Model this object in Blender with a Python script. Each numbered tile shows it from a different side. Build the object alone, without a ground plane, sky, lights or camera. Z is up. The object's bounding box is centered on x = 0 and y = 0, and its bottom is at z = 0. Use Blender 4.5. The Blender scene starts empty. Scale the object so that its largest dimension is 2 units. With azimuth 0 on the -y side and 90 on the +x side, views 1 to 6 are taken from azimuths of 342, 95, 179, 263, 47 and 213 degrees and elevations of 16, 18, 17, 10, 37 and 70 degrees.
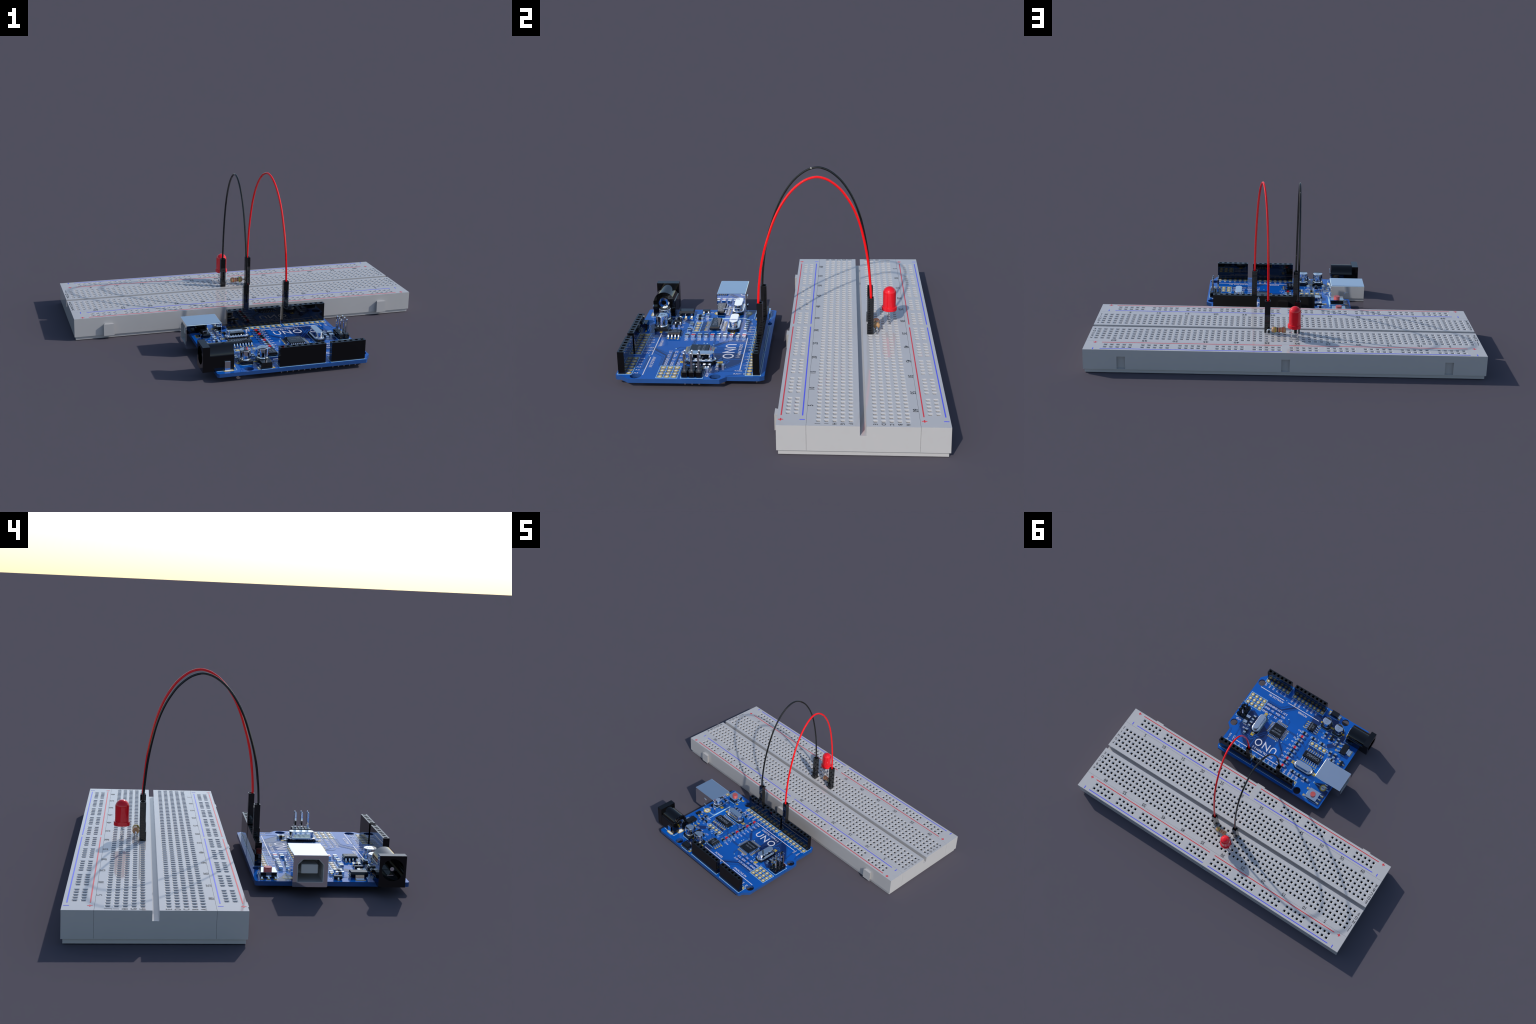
"""Solderless breadboard wired to a blue microcontroller board, with an LED, a resistor and two jumper wires."""
import bpy, bmesh, math, random
from mathutils import Vector, Matrix

random.seed(7)
COL = bpy.context.scene.collection


# ------------------------------------------------------------------ materials
def material(name, rgb, rough=0.3, metal=0.0, spec=0.5, ior=1.5, vary=0.04, scale=18.0, coat=0.0, bump=0.0):
    m = bpy.data.materials.new(name)
    m.use_nodes = True
    nt = m.node_tree
    b = nt.nodes["Principled BSDF"]
    b.inputs["Roughness"].default_value = rough
    b.inputs["Metallic"].default_value = metal
    b.inputs["Specular IOR Level"].default_value = spec
    b.inputs["IOR"].default_value = ior
    b.inputs["Coat Weight"].default_value = coat
    b.inputs["Coat Roughness"].default_value = 0.03
    tc = nt.nodes.new("ShaderNodeTexCoord")
    nz = nt.nodes.new("ShaderNodeTexNoise")
    nz.inputs["Scale"].default_value = scale
    nz.inputs["Detail"].default_value = 3.0
    nt.links.new(tc.outputs["Object"], nz.inputs["Vector"])
    rp = nt.nodes.new("ShaderNodeValToRGB")
    rp.color_ramp.elements[0].position = 0.3
    rp.color_ramp.elements[1].position = 0.7
    rp.color_ramp.elements[0].color = [max(0, c * (1 - vary)) for c in rgb] + [1]
    rp.color_ramp.elements[1].color = [min(1, c * (1 + vary)) for c in rgb] + [1]
    nt.links.new(nz.outputs["Fac"], rp.inputs["Fac"])
    nt.links.new(rp.outputs["Color"], b.inputs["Base Color"])
    if bump:
        bp = nt.nodes.new("ShaderNodeBump")
        bp.inputs["Strength"].default_value = bump
        bp.inputs["Distance"].default_value = 0.002
        n2 = nt.nodes.new("ShaderNodeTexNoise")
        n2.inputs["Scale"].default_value = 400
        nt.links.new(tc.outputs["Object"], n2.inputs["Vector"])
        nt.links.new(n2.outputs["Fac"], bp.inputs["Height"])
        nt.links.new(bp.outputs["Normal"], b.inputs["Normal"])
    return m


M = {
    "abs": material("pale_grey_plastic", (0.500, 0.488, 0.484), 0.06, vary=0.01),
    "abs_dark": material("plastic_blackened_for_socket_shade", (0.004, 0.004, 0.005), 0.6, spec=0.1),  # housing plastic coloured near-black to paint the shadow deep in the sockets
    "print_black": material("black_print", (0.012, 0.012, 0.014), 0.35),
    "print_red": material("red_print", (0.72, 0.015, 0.025), 0.3),
    "print_blue": material("blue_print", (0.075, 0.085, 0.80), 0.3),
    "pcb": material("blue_solder_mask", (0.003, 0.099, 0.445), 0.07, vary=0.05, scale=9),
    "pcb_edge": material("dull_blue_board_side", (0.020, 0.075, 0.25), 0.2, vary=0.05),
    "pcb_dark": material("dark_blue_solder_mask", (0.008, 0.030, 0.135), 0.07),
    "trace_edge": material("trace_gap_blue", (0.008, 0.040, 0.20), 0.07),
    "trace": material("trace_blue", (0.012, 0.115, 0.42), 0.07),
    "silk": material("white_silkscreen", (0.78, 0.76, 0.82), 0.3),
    "silk_box": material("pale_cyan_silkscreen", (0.42, 0.66, 0.78), 0.3),
    "gold": material("gold_pad", (0.55, 0.385, 0.032), 0.2),
    "solder": material("tin_solder", (0.74, 0.73, 0.70), 0.3, metal=0.1),
    "black": material("gloss_black_plastic", (0.0024, 0.0024, 0.0028), 0.02, vary=0.1),
    "black_top": material("chip_epoxy", (0.007, 0.008, 0.010), 0.06, vary=0.1),
    "black_satin": material("satin_black_housing", (0.010, 0.010, 0.011), 0.03),
    "cavity": material("dark_cavity", (0.0015, 0.0015, 0.002), 0.7, spec=0.05),
    "chrome": material("bright_tin_plate", (0.92, 0.925, 0.93), 0.03, metal=1.0, vary=0.01),
    "steel": material("lead_steel", (0.78, 0.79, 0.80), 0.07, metal=1.0, vary=0.02),
    "chip_mark": material("laser_mark", (0.17, 0.20, 0.25), 0.3),
    "smd_led": material("red_indicator_lens", (0.66, 0.012, 0.02), 0.12),
    "tan_cap": material("grey_brown_ceramic", (0.11, 0.085, 0.06), 0.2),
    "button": material("dull_red_button", (0.52, 0.10, 0.095), 0.03),
    "wire_red": material("red_wire_insulation", (0.95, 0.007, 0.010), 0.02, vary=0.03),
    "wire_black": material("black_wire_insulation", (0.010, 0.0105, 0.010), 0.02),
    "lens": material("red_lens_plastic", (0.80, 0.010, 0.020), 0.025, vary=0.03),
    "resistor_body": material("tan_resistor_lacquer", (0.52, 0.29, 0.13), 0.16),
    "band_red": material("red_band", (0.60, 0.015, 0.015), 0.2),
    "band_dark": material("dark_brown_band", (0.045, 0.020, 0.015), 0.2),
    "band_gold": material("yellow_green_band", (0.46, 0.44, 0.015), 0.2),
}


# ------------------------------------------------------------------ mesh builder
class Build:
    """Collects faces with materials, then becomes one mesh object."""

    def __init__(self):
        self.v, self.f, self.mi, self.mats = [], [], [], []

    def slot(self, key):
        if key not in self.mats:
            self.mats.append(key)
        return self.mats.index(key)

    def add(self, verts, faces, mat):
        o = len(self.v)
        self.v += [tuple(p) for p in verts]
        k = self.slot(mat)
        for f in faces:
            self.f.append([i + o for i in f])
            self.mi.append(k)

    def quad(self, pts, mat):
        self.add(pts, [list(range(len(pts)))], mat)

    def bm(self, b, mat, mtx=None):
        b.verts.ensure_lookup_table()
        b.verts.index_update()
        vs = [(mtx @ v.co) if mtx else v.co.copy() for v in b.verts]
        self.add(vs, [[v.index for v in f.verts] for f in b.faces], mat)
        b.free()

    def box(self, x0, x1, y0, y1, z0, z1, mat, bev=0.0, seg=1):
        b = bmesh.new()
        bmesh.ops.create_cube(b, size=1.0)
        bmesh.ops.scale(b, vec=(x1 - x0, y1 - y0, z1 - z0), verts=b.verts)
        bmesh.ops.translate(b, vec=((x0 + x1) / 2, (y0 + y1) / 2, (z0 + z1) / 2), verts=b.verts)
        if bev:
            bmesh.ops.bevel(b, geom=list(b.edges), offset=bev, segments=seg, affect='EDGES', profile=0.5)
        self.bm(b, mat)

    def prism(self, poly, z0, z1, mat, top_mat=None):
        n = len(poly)
        area = sum(poly[i][0] * poly[(i + 1) % n][1] - poly[(i + 1) % n][0] * poly[i][1] for i in range(n))
        if area < 0:
            poly = poly[::-1]
        self.add([(x, y, z0) for x, y in poly], [list(range(n))[::-1]], mat)
        self.add([(x, y, z1) for x, y in poly], [list(range(n))], top_mat or mat)
        vs = [(x, y, z0) for x, y in poly] + [(x, y, z1) for x, y in poly]
        self.add(vs, [[i, (i + 1) % n, n + (i + 1) % n, n + i] for i in range(n)], mat)

    def loft(self, rings, mat, cap0=True, cap1=True):
        """rings: list of equally long loops of points."""
        n = len(rings[0])
        vs = [p for r in rings for p in r]
        fs = []
        for k in range(len(rings) - 1):
            for i in range(n):
                j = (i + 1) % n
                fs.append([k * n + i, k * n + j, (k + 1) * n + j, (k + 1) * n + i])
        if cap0:
            fs.append(list(range(n))[::-1])
        if cap1:
            fs.append([(len(rings) - 1) * n + i for i in range(n)])
        self.add(vs, fs, mat)

    def lathe(self, cx, cy, prof, mat, n=32, cap0=True, cap1=True):
        rings = [[(cx + r * math.cos(2 * math.pi * i / n), cy + r * math.sin(2 * math.pi * i / n), z) for i in range(n)] for r, z in prof]
        self.loft(rings, mat, cap0, cap1)

    def tube(self, pts, r, mat, n=12, cap=True):
        pts = [Vector(p) for p in pts]
        rings = []
        up = None
        for i, p in enumerate(pts):
            t = (pts[min(i + 1, len(pts) - 1)] - pts[max(i - 1, 0)]).normalized()
            if up is None:
                up = t.orthogonal().normalized()
            up = (up - t * up.dot(t)).normalized()
            w = t.cross(up)
            rings.append([p + (up * math.cos(2 * math.pi * k / n) + w * math.sin(2 * math.pi * k / n)) * r for k in range(n)])
        self.loft(rings, mat, cap, cap)

    def disc_ring(self, cx, cy, r0, r1, z, mat, n=20):
        a = [(cx + r0 * math.cos(2 * math.pi * i / n), cy + r0 * math.sin(2 * math.pi * i / n), z) for i in range(n)]
        b = [(cx + r1 * math.cos(2 * math.pi * i / n), cy + r1 * math.sin(2 * math.pi * i / n), z) for i in range(n)]
        self.add(a + b, [[i, n + i, n + (i + 1) % n, (i + 1) % n] for i in range(n)], mat)

    def stroke(self, pts, w, z, mat, h=0.0004, closed=False):
        """A flat printed line with mitred corners, h thick."""
        P = [Vector((x, y)) for x, y in pts]
        n = len(P)
        L, R = [], []
        for i in range(n):
            a = P[i - 1] if (i > 0 or closed) else None
            c = P[(i + 1) % n] if (i < n - 1 or closed) else None
            d1 = (P[i] - a).normalized() if a is not None else None
            d2 = (c - P[i]).normalized() if c is not None else None
            d1 = d1 or d2
            d2 = d2 or d1
            t = (d1 + d2)
            t = t.normalized() if t.length > 1e-6 else d1
            nrm = Vector((-t.y, t.x))
            k = max(0.35, abs(nrm.dot(Vector((-d1.y, d1.x)))))
            L.append(P[i] + nrm * (w / 2 / k))
            R.append(P[i] - nrm * (w / 2 / k))
        m = n if closed else n - 1
        vs = [(p.x, p.y, z + h) for p in L] + [(p.x, p.y, z + h) for p in R] + [(p.x, p.y, z) for p in L] + [(p.x, p.y, z) for p in R]
        fs = []
        for i in range(m):
            j = (i + 1) % n
            fs += [[i, n + i, n + j, j], [2 * n + i, i, j, 2 * n + j], [n + i, 3 * n + i, 3 * n + j, n + j]]
        if not closed:
            fs += [[0, 2 * n, 3 * n, n], [n - 1, 2 * n - 1, 4 * n - 1, 3 * n - 1]]
        self.add(vs, fs, mat)

    def filled(self, loops, z0, z1, mat, wall=None):
        """Solid plate: outer loop plus hole loops, from z0 to z1."""
        for z, flip in ((z1, False), (z0, True)):
            b = bmesh.new()
            for lp in loops:
                vs = [b.verts.new((x, y, z)) for x, y in lp]
                for i in range(len(vs)):
                    b.edges.new((vs[i], vs[(i + 1) % len(vs)]))
            bmesh.ops.triangle_fill(b, edges=list(b.edges), use_beauty=True, use_dissolve=False, normal=(0, 0, 1))
            for f in b.faces:
                if (f.normal.z < 0) != flip:
                    f.normal_flip()
            self.bm(b, mat)
        for lp in loops:
            n = len(lp)
            self.add([(x, y, z0) for x, y in lp] + [(x, y, z1) for x, y in lp], [[i, (i + 1) % n, n + (i + 1) % n, n + i] for i in range(n)], wall or mat)

    def make(self, name, parent, smooth=None, weld=True):
        me = bpy.data.meshes.new(name)
        me.from_pydata(self.v, [], self.f)
        me.polygons.foreach_set("material_index", self.mi)
        for k in self.mats:
            me.materials.append(M[k])
        if weld:
            b = bmesh.new()
            b.from_mesh(me)
            bmesh.ops.remove_doubles(b, verts=b.verts, dist=1e-6)
            bmesh.ops.recalc_face_normals(b, faces=b.faces)
            b.to_mesh(me)
            b.free()
        me.polygons.foreach_set("use_smooth", [smooth is not None] * len(me.polygons))
        if smooth is not None:
            me.set_sharp_from_angle(angle=math.radians(smooth))
        me.update()
        ob = bpy.data.objects.new(name, me)
        COL.objects.link(ob)
        if smooth is not None:
            wn = ob.modifiers.new("weighted_normals", 'WEIGHTED_NORMAL')
            wn.keep_sharp = True
            wn.weight = 90
        ob.parent = parent
        return ob


def thing(name, label, category, loc=(0, 0, 0)):
    e = bpy.data.objects.new(name, None)
    e.empty_display_size = 0.05
    COL.objects.link(e)
    e["label"] = label
    e["category"] = category
    return e


_cache = {}


def text_into(B, s, x, y, z, height, mat, right=(1, 0), xs=1.0, align='CENTER', h=0.0004, space=1.0):
    """Adds lettering with cap height `height`, its reading direction along `right`, centred on (x, y)."""
    key = (s, align, space)
    if key not in _cache:
        c = bpy.data.curves.new("lettering_source", 'FONT')
        c.body = s
        c.size = 1.0
        c.resolution_u = 2
        c.space_character = space
        c.offset = 0.010
        o = bpy.data.objects.new("lettering_source", c)
        COL.objects.link(o)
        dg = bpy.context.evaluated_depsgraph_get()
        me = bpy.data.meshes.new_from_object(o.evaluated_get(dg))
        vs = [v.co.copy() for v in me.vertices]
        fs = [list(p.vertices) for p in me.polygons]
        bpy.data.objects.remove(o)
        bpy.data.curves.remove(c)
        bpy.data.meshes.remove(me)
        lo = min(v.x for v in vs)
        hi = max(v.x for v in vs)
        ox = {'CENTER': (lo + hi) / 2, 'LEFT': lo, 'RIGHT': hi}[align]
        _cache[key] = ([(v.x - ox, v.y) for v in vs], fs)
    vs, fs = _cache[key]
    k = height / 0.70
    ux, uy = right
    out = []
    for a, b in vs:
        a2, b2 = a * k * xs, (b - 0.35) * k
        out.append((x + a2 * ux - b2 * uy, y + a2 * uy + b2 * ux, z + h))
    B.add(out, fs, mat)


# ------------------------------------------------------------------ breadboard
PITCH_X, PITCH_Y = 0.03086, 0.0303
CY = 0.3705
TOP, STEP = 0.1225, 0.0185
COLS = [31 * PITCH_X - i * PITCH_X for i in range(63)][::-1]
RAIL_COLS = [COLS[2 + g * 6 + k] for g in range(10) for k in range(5)]
ROWS_P = [0.0455 + i * PITCH_Y for i in range(5)]
FUN, SHAFT, FDEP, LIP = 0.0102, 0.0063, 0.0029, 0.0045


def strip_body(B, y0, y1, rows, cols, groove=None, skip_plus_y=False):
    """One moulded block of the breadboard with a funnel-mouthed square socket at every row/column crossing."""
    X = sorted({-1.0, 1.0} | {round(c + s * FUN, 6) for c in cols for s in (-1, 1)})
    Y = sorted({y0, y1} | {round(r + s * FUN, 6) for r in rows for s in (-1, 1)} | set(groove[:2] if groove else ()))
    hx = {round(c - FUN, 6) for c in cols}
    hy = {round(r - FUN, 6) for r in rows}
    for i in range(len(X) - 1):
        for j in range(len(Y) - 1):
            xa, xb, ya, yb = X[i], X[i + 1], Y[j], Y[j + 1]
            if groove and abs(ya - groove[0]) < 1e-9:
                continue
            if round(xa, 6) in hx and round(ya, 6) in hy and xb - xa < 0.021:
                cx, cy = (xa + xb) / 2, (ya + yb) / 2
                o = [(xa, ya, TOP), (xb, ya, TOP), (xb, yb, TOP), (xa, yb, TOP)]
                q = [(cx + a * SHAFT, cy + b * SHAFT, TOP - FDEP) for a, b in ((-1, -1), (1, -1), (1, 1), (-1, 1))]
                l = [(p[0], p[1], TOP - FDEP - LIP) for p in q]
                B.add(q + l, [[k, (k + 1) % 4, 4 + (k + 1) % 4, 4 + k] for k in range(4)], "abs")
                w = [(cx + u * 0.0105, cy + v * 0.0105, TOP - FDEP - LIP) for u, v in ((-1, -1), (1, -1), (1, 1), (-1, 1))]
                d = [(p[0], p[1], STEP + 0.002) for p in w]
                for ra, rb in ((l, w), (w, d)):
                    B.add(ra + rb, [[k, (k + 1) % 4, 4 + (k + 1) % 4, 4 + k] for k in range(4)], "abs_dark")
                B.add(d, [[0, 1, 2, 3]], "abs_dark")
                B.add(o + q, [[k, (k + 1) % 4, 4 + (k + 1) % 4, 4 + k] for k in range(4)], "abs")
            else:
                B.quad([(xa, ya, TOP), (xb, ya, TOP), (xb, yb, TOP), (xa, yb, TOP)], "abs")
    B.quad([(-1, y0, STEP), (-1, y1, STEP), (1, y1, STEP), (1, y0, STEP)], "abs")
    B.quad([(-1, y0, STEP), (1, y0, STEP), (1, y0, TOP), (-1, y0, TOP)], "abs")
    if not skip_plus_y:
        B.quad([(1, y1, STEP), (-1, y1, STEP), (-1, y1, TOP), (1, y1, TOP)], "abs")
    for x in (-1, 1):
        if groove:
            a, b, zf = groove
            B.quad([(x, y0, STEP), (x, y1, STEP), (x, y1, TOP), (x, b, TOP), (x, b, zf), (x, a, zf), (x, a, TOP), (x, y0, TOP)], "abs")
        else:
            B.quad([(x, y0, STEP), (x, y1, STEP), (x, y1, TOP), (x, y0, TOP)], "abs")
    if groove:
        a, b, zf = groove
        B.quad([(-1, a, zf), (1, a, zf), (1, b, zf), (-1, b, zf)], "abs")
        B.quad([(-1, a, zf), (1, a, zf), (1, a, TOP), (-1, a, TOP)], "abs")
        B.quad([(-1, b, zf), (1, b, zf), (1, b, TOP), (-1, b, TOP)], "abs")


bread = thing("breadboard", "long pale grey solderless breadboard with red and blue rails", "breadboard")
Y0, Y1 = CY - 0.3235, CY + 0.3235
SEP = 0.2114
GAP = 0.0004

B = Build()
strip_body(B, CY - SEP + GAP, CY + SEP - GAP, [CY + s * r for r in ROWS_P for s in (-1, 1)], COLS, groove=(CY - 0.0122, CY + 0.0122, 0.0845))
B.make("terminal_strip", bread)

RAIL_R = (0.2530, 0.2837)
B = Build()
strip_body(B, Y0, CY - SEP - GAP, [CY - r for r in RAIL_R], RAIL_COLS)
rail_a = B.make("power_rail", bread)

B = Build()
strip_body(B, CY + SEP + GAP, Y1, [CY + r for r in RAIL_R], RAIL_COLS, skip_plus_y=True)
# side wall with three slots that take the clips of a neighbouring board
NX, NZ = [-0.813, 0.0, 0.813], (0.0213, 0.0867)
xs = sorted([-1, 1] + [n + s * 0.0207 for n in NX for s in (-1, 1)])
zs = [STEP, NZ[0], NZ[1], TOP]
for i in range(len(xs) - 1):
    for j in range(3):
        slot = j == 1 and i in (1, 3, 5)
        if slot:
            xa, xb = xs[i], xs[i + 1]
            yd = Y1 - 0.015
            o = [(xa, Y1, zs[1]), (xb, Y1, zs[1]), (xb, Y1, zs[2]), (xa, Y1, zs[2])]
            q = [(xa - 0.004, yd, zs[1]), (xb + 0.004, yd, zs[1]), (xb + 0.004, yd, zs[2]), (xa - 0.004, yd, zs[2])]
            B.add(o + q, [[k, (k + 1) % 4, 4 + (k + 1) % 4, 4 + k] for k in range(4)] + [[4, 5, 6, 7]], "abs")
        else:
            B.quad([(xs[i], Y1, zs[j]), (xs[i + 1], Y1, zs[j]), (xs[i + 1], Y1, zs[j + 1]), (xs[i], Y1, zs[j + 1])], "abs")
rail_b = B.make("power_rail", bread)

clip = None
for n in NX:
    if clip is None:
        B = Build()
        B.prism([(-0.020, 0.0005), (0.020, 0.0005), (0.0290, -0.0170), (-0.0290, -0.0170)], 0.0185, 0.0845, "abs")
        clip = B.make("side_clip", rail_a)
    else:
        c = clip.copy()
        COL.objects.link(c)
        clip = c
    clip.location = (n, Y0, 0)

B = Build()
B.box(-0.993, 0.993, Y0 + 0.0065, Y1 - 0.0065, 0.0, STEP + 0.0005, "abs")
B.make("backing_plate", bread)

# printed rail lines, polarity signs, column numbers and row letters
B = Build()
for key, offs in (("print_red", (-0.3084, 0.2272)), ("print_blue", (-0.2272, 0.3084))):
    for o in offs:
        for a, b in ((0.0187, 0.918), (-0.918, -0.0187)):
            B.stroke([(a, CY + o), (b, CY + o)], 0.0046, TOP, key, h=0.0006)
        for x in (-0.952, 0.952):
            B.stroke([(x, CY + o - 0.0098), (x, CY + o + 0.0098)], 0.0048, TOP, key, h=0.0006)
            if key == "print_red":
                B.box(x - 0.0098, x - 0.0025, CY + o - 0.0024, CY + o + 0.0024, TOP, TOP + 0.0006, key)
                B.box(x + 0.0025, x + 0.0098, CY + o - 0.0024, CY + o + 0.0024, TOP, TOP + 0.0006, key)
B.make("rail_marking", bread)

B = Build()
for n in range(5, 65, 5):
    x = 31 * PITCH_X - (n - 1) * PITCH_X
    text_into(B, str(n), x, CY - 0.2003, TOP, 0.0208, "print_black", right=(-1, 0), xs=0.92, h=0.0006)
    text_into(B, str(n), -x, CY + 0.2003, TOP, 0.0208, "print_black", right=(1, 0), xs=0.92, h=0.0006)
for i, ch in enumerate("FGHIJ"):
    text_into(B, ch, 0.9825, CY - ROWS_P[i], TOP, 0.0155, "print_black", xs=0.95, h=0.0006)
    text_into(B, ch, -0.9858, CY + ROWS_P[i] + 0.001, TOP, 0.0215, "print_black", xs=0.80, h=0.0006)
for i, ch in enumerate("EDCBA"):
    text_into(B, ch, 0.9825, CY + ROWS_P[i], TOP, 0.0155, "print_black", xs=0.95, h=0.0006)
    text_into(B, ch, -0.9858, CY - ROWS_P[i] + 0.001, TOP, 0.0215, "print_black", xs=0.80, h=0.0006)
o = B.make("printed_lettering", bread, weld=False)
o["kind"] = "stuff"

# ------------------------------------------------------------------ microcontroller board
board = thing("microcontroller_board", "blue microcontroller board with black headers and silver USB port", "circuit board")
ZB, ZT = 0.026, 0.0455


def arc(cx, cy, r, a0, a1, n=6):
    return [(cx + r * math.cos(math.radians(a0 + (a1 - a0) * i / n)), cy + r * math.sin(math.radians(a0 + (a1 - a0) * i / n))) for i in range(n + 1)]


def circle(cx, cy, r, n=32):
    return [(cx + r * math.cos(2 * math.pi * i / n), cy + r * math.sin(2 * math.pi * i / n)) for i in range(n)]


XL, YB_, YT_ = -0.3945, -0.694, -0.0440
outline = (arc(XL + 0.012, YB_ + 0.012, 0.012, 180, 270) + [(0.4025, YB_), (0.4128, YB_ + 0.009), (0.4128, -0.6685), (0.4440, -0.6325), (0.4440, -0.2345), (0.4128, -0.2055), (0.4128, -0.0640), (0.4000, YT_)]
           + arc(XL + 0.012, YT_ - 0.012, 0.012, 90, 180))
HOLES = [(-0.2236, -0.6645), (-0.2085, -0.0783), (0.4140, -0.6045), (0.4130, -0.2570)]
B = Build()
B.filled([outline] + [circle(x, y, 0.0245) for x, y in HOLES], ZB, ZT, "pcb", wall="pcb_edge")
pcb = B.make("circuit_board_plate", board, smooth=30)

# bare zones of the ground plane, traces and vias
B = Build()
zp = ZT + 0.0003


def patch(poly):
    B.filled([poly], ZT - 0.0005, zp, "pcb_dark")


patch([(0.380, -0.268), (0.286, -0.172), (0.226, -0.150), (0.165, -0.160), (0.150, -0.200), (0.158, -0.298), (0.192, -0.330), (0.230, -0.347), (0.300, -0.385), (0.345, -0.405), (0.362, -0.385), (0.368, -0.310)])
patch([(0.104, -0.578), (0.118, -0.585), (0.193, -0.511), (0.303, -0.510), (0.303, -0.501), (0.188, -0.501)])
patch([(0.303, -0.482), (0.150, -0.482), (0.150, -0.474), (0.303, -0.474)])
patch([(0.303, -0.452), (0.160, -0.452), (0.160, -0.444), (0.303, -0.444)])
patch([(-0.020, -0.596), (-0.059, -0.622), (-0.086, -0.590), (-0.088, -0.540), (-0.026, -0.540)])
patch([(-0.070, -0.600), (-0.077, -0.634), (-0.131, -0.634), (-0.177, -0.650), (-0.192, -0.640), (-0.196, -0.618), (-0.252, -0.600), (-0.283, -0.562), (-0.285, -0.530), (-0.222, -0.530), (-0.178, -0.545), (-0.096, -0.543), (-0.094, -0.590)])
patch([(-0.100, -0.396), (-0.226, -0.396), (-0.230, -0.372), (-0.120, -0.372)])
patch([(-0.200, -0.462), (-0.250, -0.508), (-0.268, -0.506), (-0.268, -0.470), (-0.222, -0.437)])
patch([(0.086, -0.306), (0.078, -0.311), (0.008, -0.243), (0.010, -0.150), (0.018, -0.150), (0.016, -0.240)])
patch([(-0.262, -0.192), (-0.330, -0.160), (-0.388, -0.120), (-0.388, -0.178), (-0.365, -0.184)])
o = B.make("bare_board_zone", board)

B = Build()
zt = ZT + 0.0004


def trace(pts, w=0.0032):
    B.stroke(pts, w + 0.0048, ZT, "trace_edge", h=0.0005)
    B.stroke(pts, w, ZT + 0.0003, "trace", h=0.0005)


for i in range(8):
    xa = 0.158 - i * 0.0095
    trace([(xa, -0.304), (xa - 0.002, -0.205), (xa - 0.012 + i * 0.001, -0.150), (xa - 0.030 + i * 0.004, -0.126)], 0.0026)
trace([(0.382, -0.270), (0.286, -0.172), (0.223, -0.124)])
trace([(0.296, -0.232), (0.257, -0.230), (0.188, -0.318)])
trace([(0.275, -0.222), (0.250, -0.214), (0.186, -0.300)])
trace([(0.226, -0.255), (0.228, -0.175), (0.222, -0.126)])
trace([(0.092, -0.304), (0.000, -0.222), (-0.002, -0.130)])
trace([(0.077, -0.318), (0.022, -0.262), (0.026, -0.130)])
trace([(0.064, -0.308), (-0.010, -0.308)])
trace([(0.069, -0.405), (-0.008, -0.405)])
trace([(0.060, -0.398), (-0.006, -0.396)])
trace([(0.094, -0.582), (0.180, -0.493), (0.306, -0.490)])
trace([(0.137, -0.586), (0.203, -0.520), (0.305, -0.519)])
trace([(0.111, -0.475), (0.095, -0.460), (0.095, -0.430)])
trace([(0.133, -0.458), (0.105, -0.429)])
trace([(0.346, -0.601), (0.329, -0.586), (0.198, -0.5835)])
trace([(0.002, -0.487), (-0.001, -0.539), (-0.014, -0.546), (-0.017, -0.622)])
trace([(-0.100, -0.487), (-0.138, -0.458)])
trace([(-0.100, -0.520), (-0.136, -0.518)])
trace([(-0.053, -0.391), (-0.096, -0.357), (-0.107, -0.334)])
trace([(-0.087, -0.432), (-0.094, -0.360)])
trace([(-0.060, -0.296), (-0.079, -0.278), (-0.113, -0.276)])
trace([(-0.137, -0.392), (-0.154, -0.376), (-0.170, -0.366)])
trace([(-0.168, -0.396), (-0.186, -0.380), (-0.200, -0.368)])
trace([(-0.199, -0.396), (-0.214, -0.383), (-0.216, -0.368)])
trace([(-0.223, -0.436), (-0.260, -0.472)])
trace([(-0.325, -0.442), (-0.328, -0.412)])
trace([(-0.245, -0.520), (-0.215, -0.610), (-0.190, -0.640)])
trace([(-0.196, -0.160), (-0.240, -0.160), (-0.258, -0.190)])
trace([(-0.066, -0.205), (-0.072, -0.260), (-0.090, -0.282)])
trace([(0.240, -0.420), (0.196, -0.420), (0.180, -0.408)])
trace([(0.360, -0.250), (0.352, -0.200), (0.345, -0.130)])
trace([(0.405, -0.215), (0.380, -0.130)])
trace([(-0.010, -0.145), (0.060, -0.150), (0.080, -0.126)])
for x, y in [(0.2356, -0.4166), (0.2057, -0.3994), (0.2217, -0.387), (0.111, -0.475), (0.198, -0.5836), (0.0605, -0.385), (0.044, -0.354), (0.047, -0.339), (0.064, -0.307), (-0.005, -0.404), (-0.005, -0.379), (-0.137, -0.518), (-0.138, -0.458), (0.002, -0.487), (-0.213, -0.548), (-0.224, -0.492), (0.100, -0.414), (-0.258, -0.156), (0.1, -0.352 + 0.06)]:
    B.lathe(x, y, [(0.0034, ZT), (0.0034, ZT + 0.0011)], "silk_box", n=10, cap0=False)
o = B.make("copper_trace", board)
o["kind"] = "stuff"

# gold pads with tinned centres
XA = [0.3834 - 0.03106 * i for i in range(6)]           # analog pins
XP = [0.1662 - 0.03110 * i for i in range(8)]           # power pins
XD1 = [0.3828 - 0.03101 * i for i in range(8)]          # digital pins 0-7
XD2 = [0.1197 - 0.03124 * i for i in range(10)]         # digital pins 8-13 and bus pins
YA, YD = -0.668, -0.0793
YA_IN, YD_IN = -0.6402, -0.1122
B = Build()
zg = ZT + 0.0002


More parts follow.
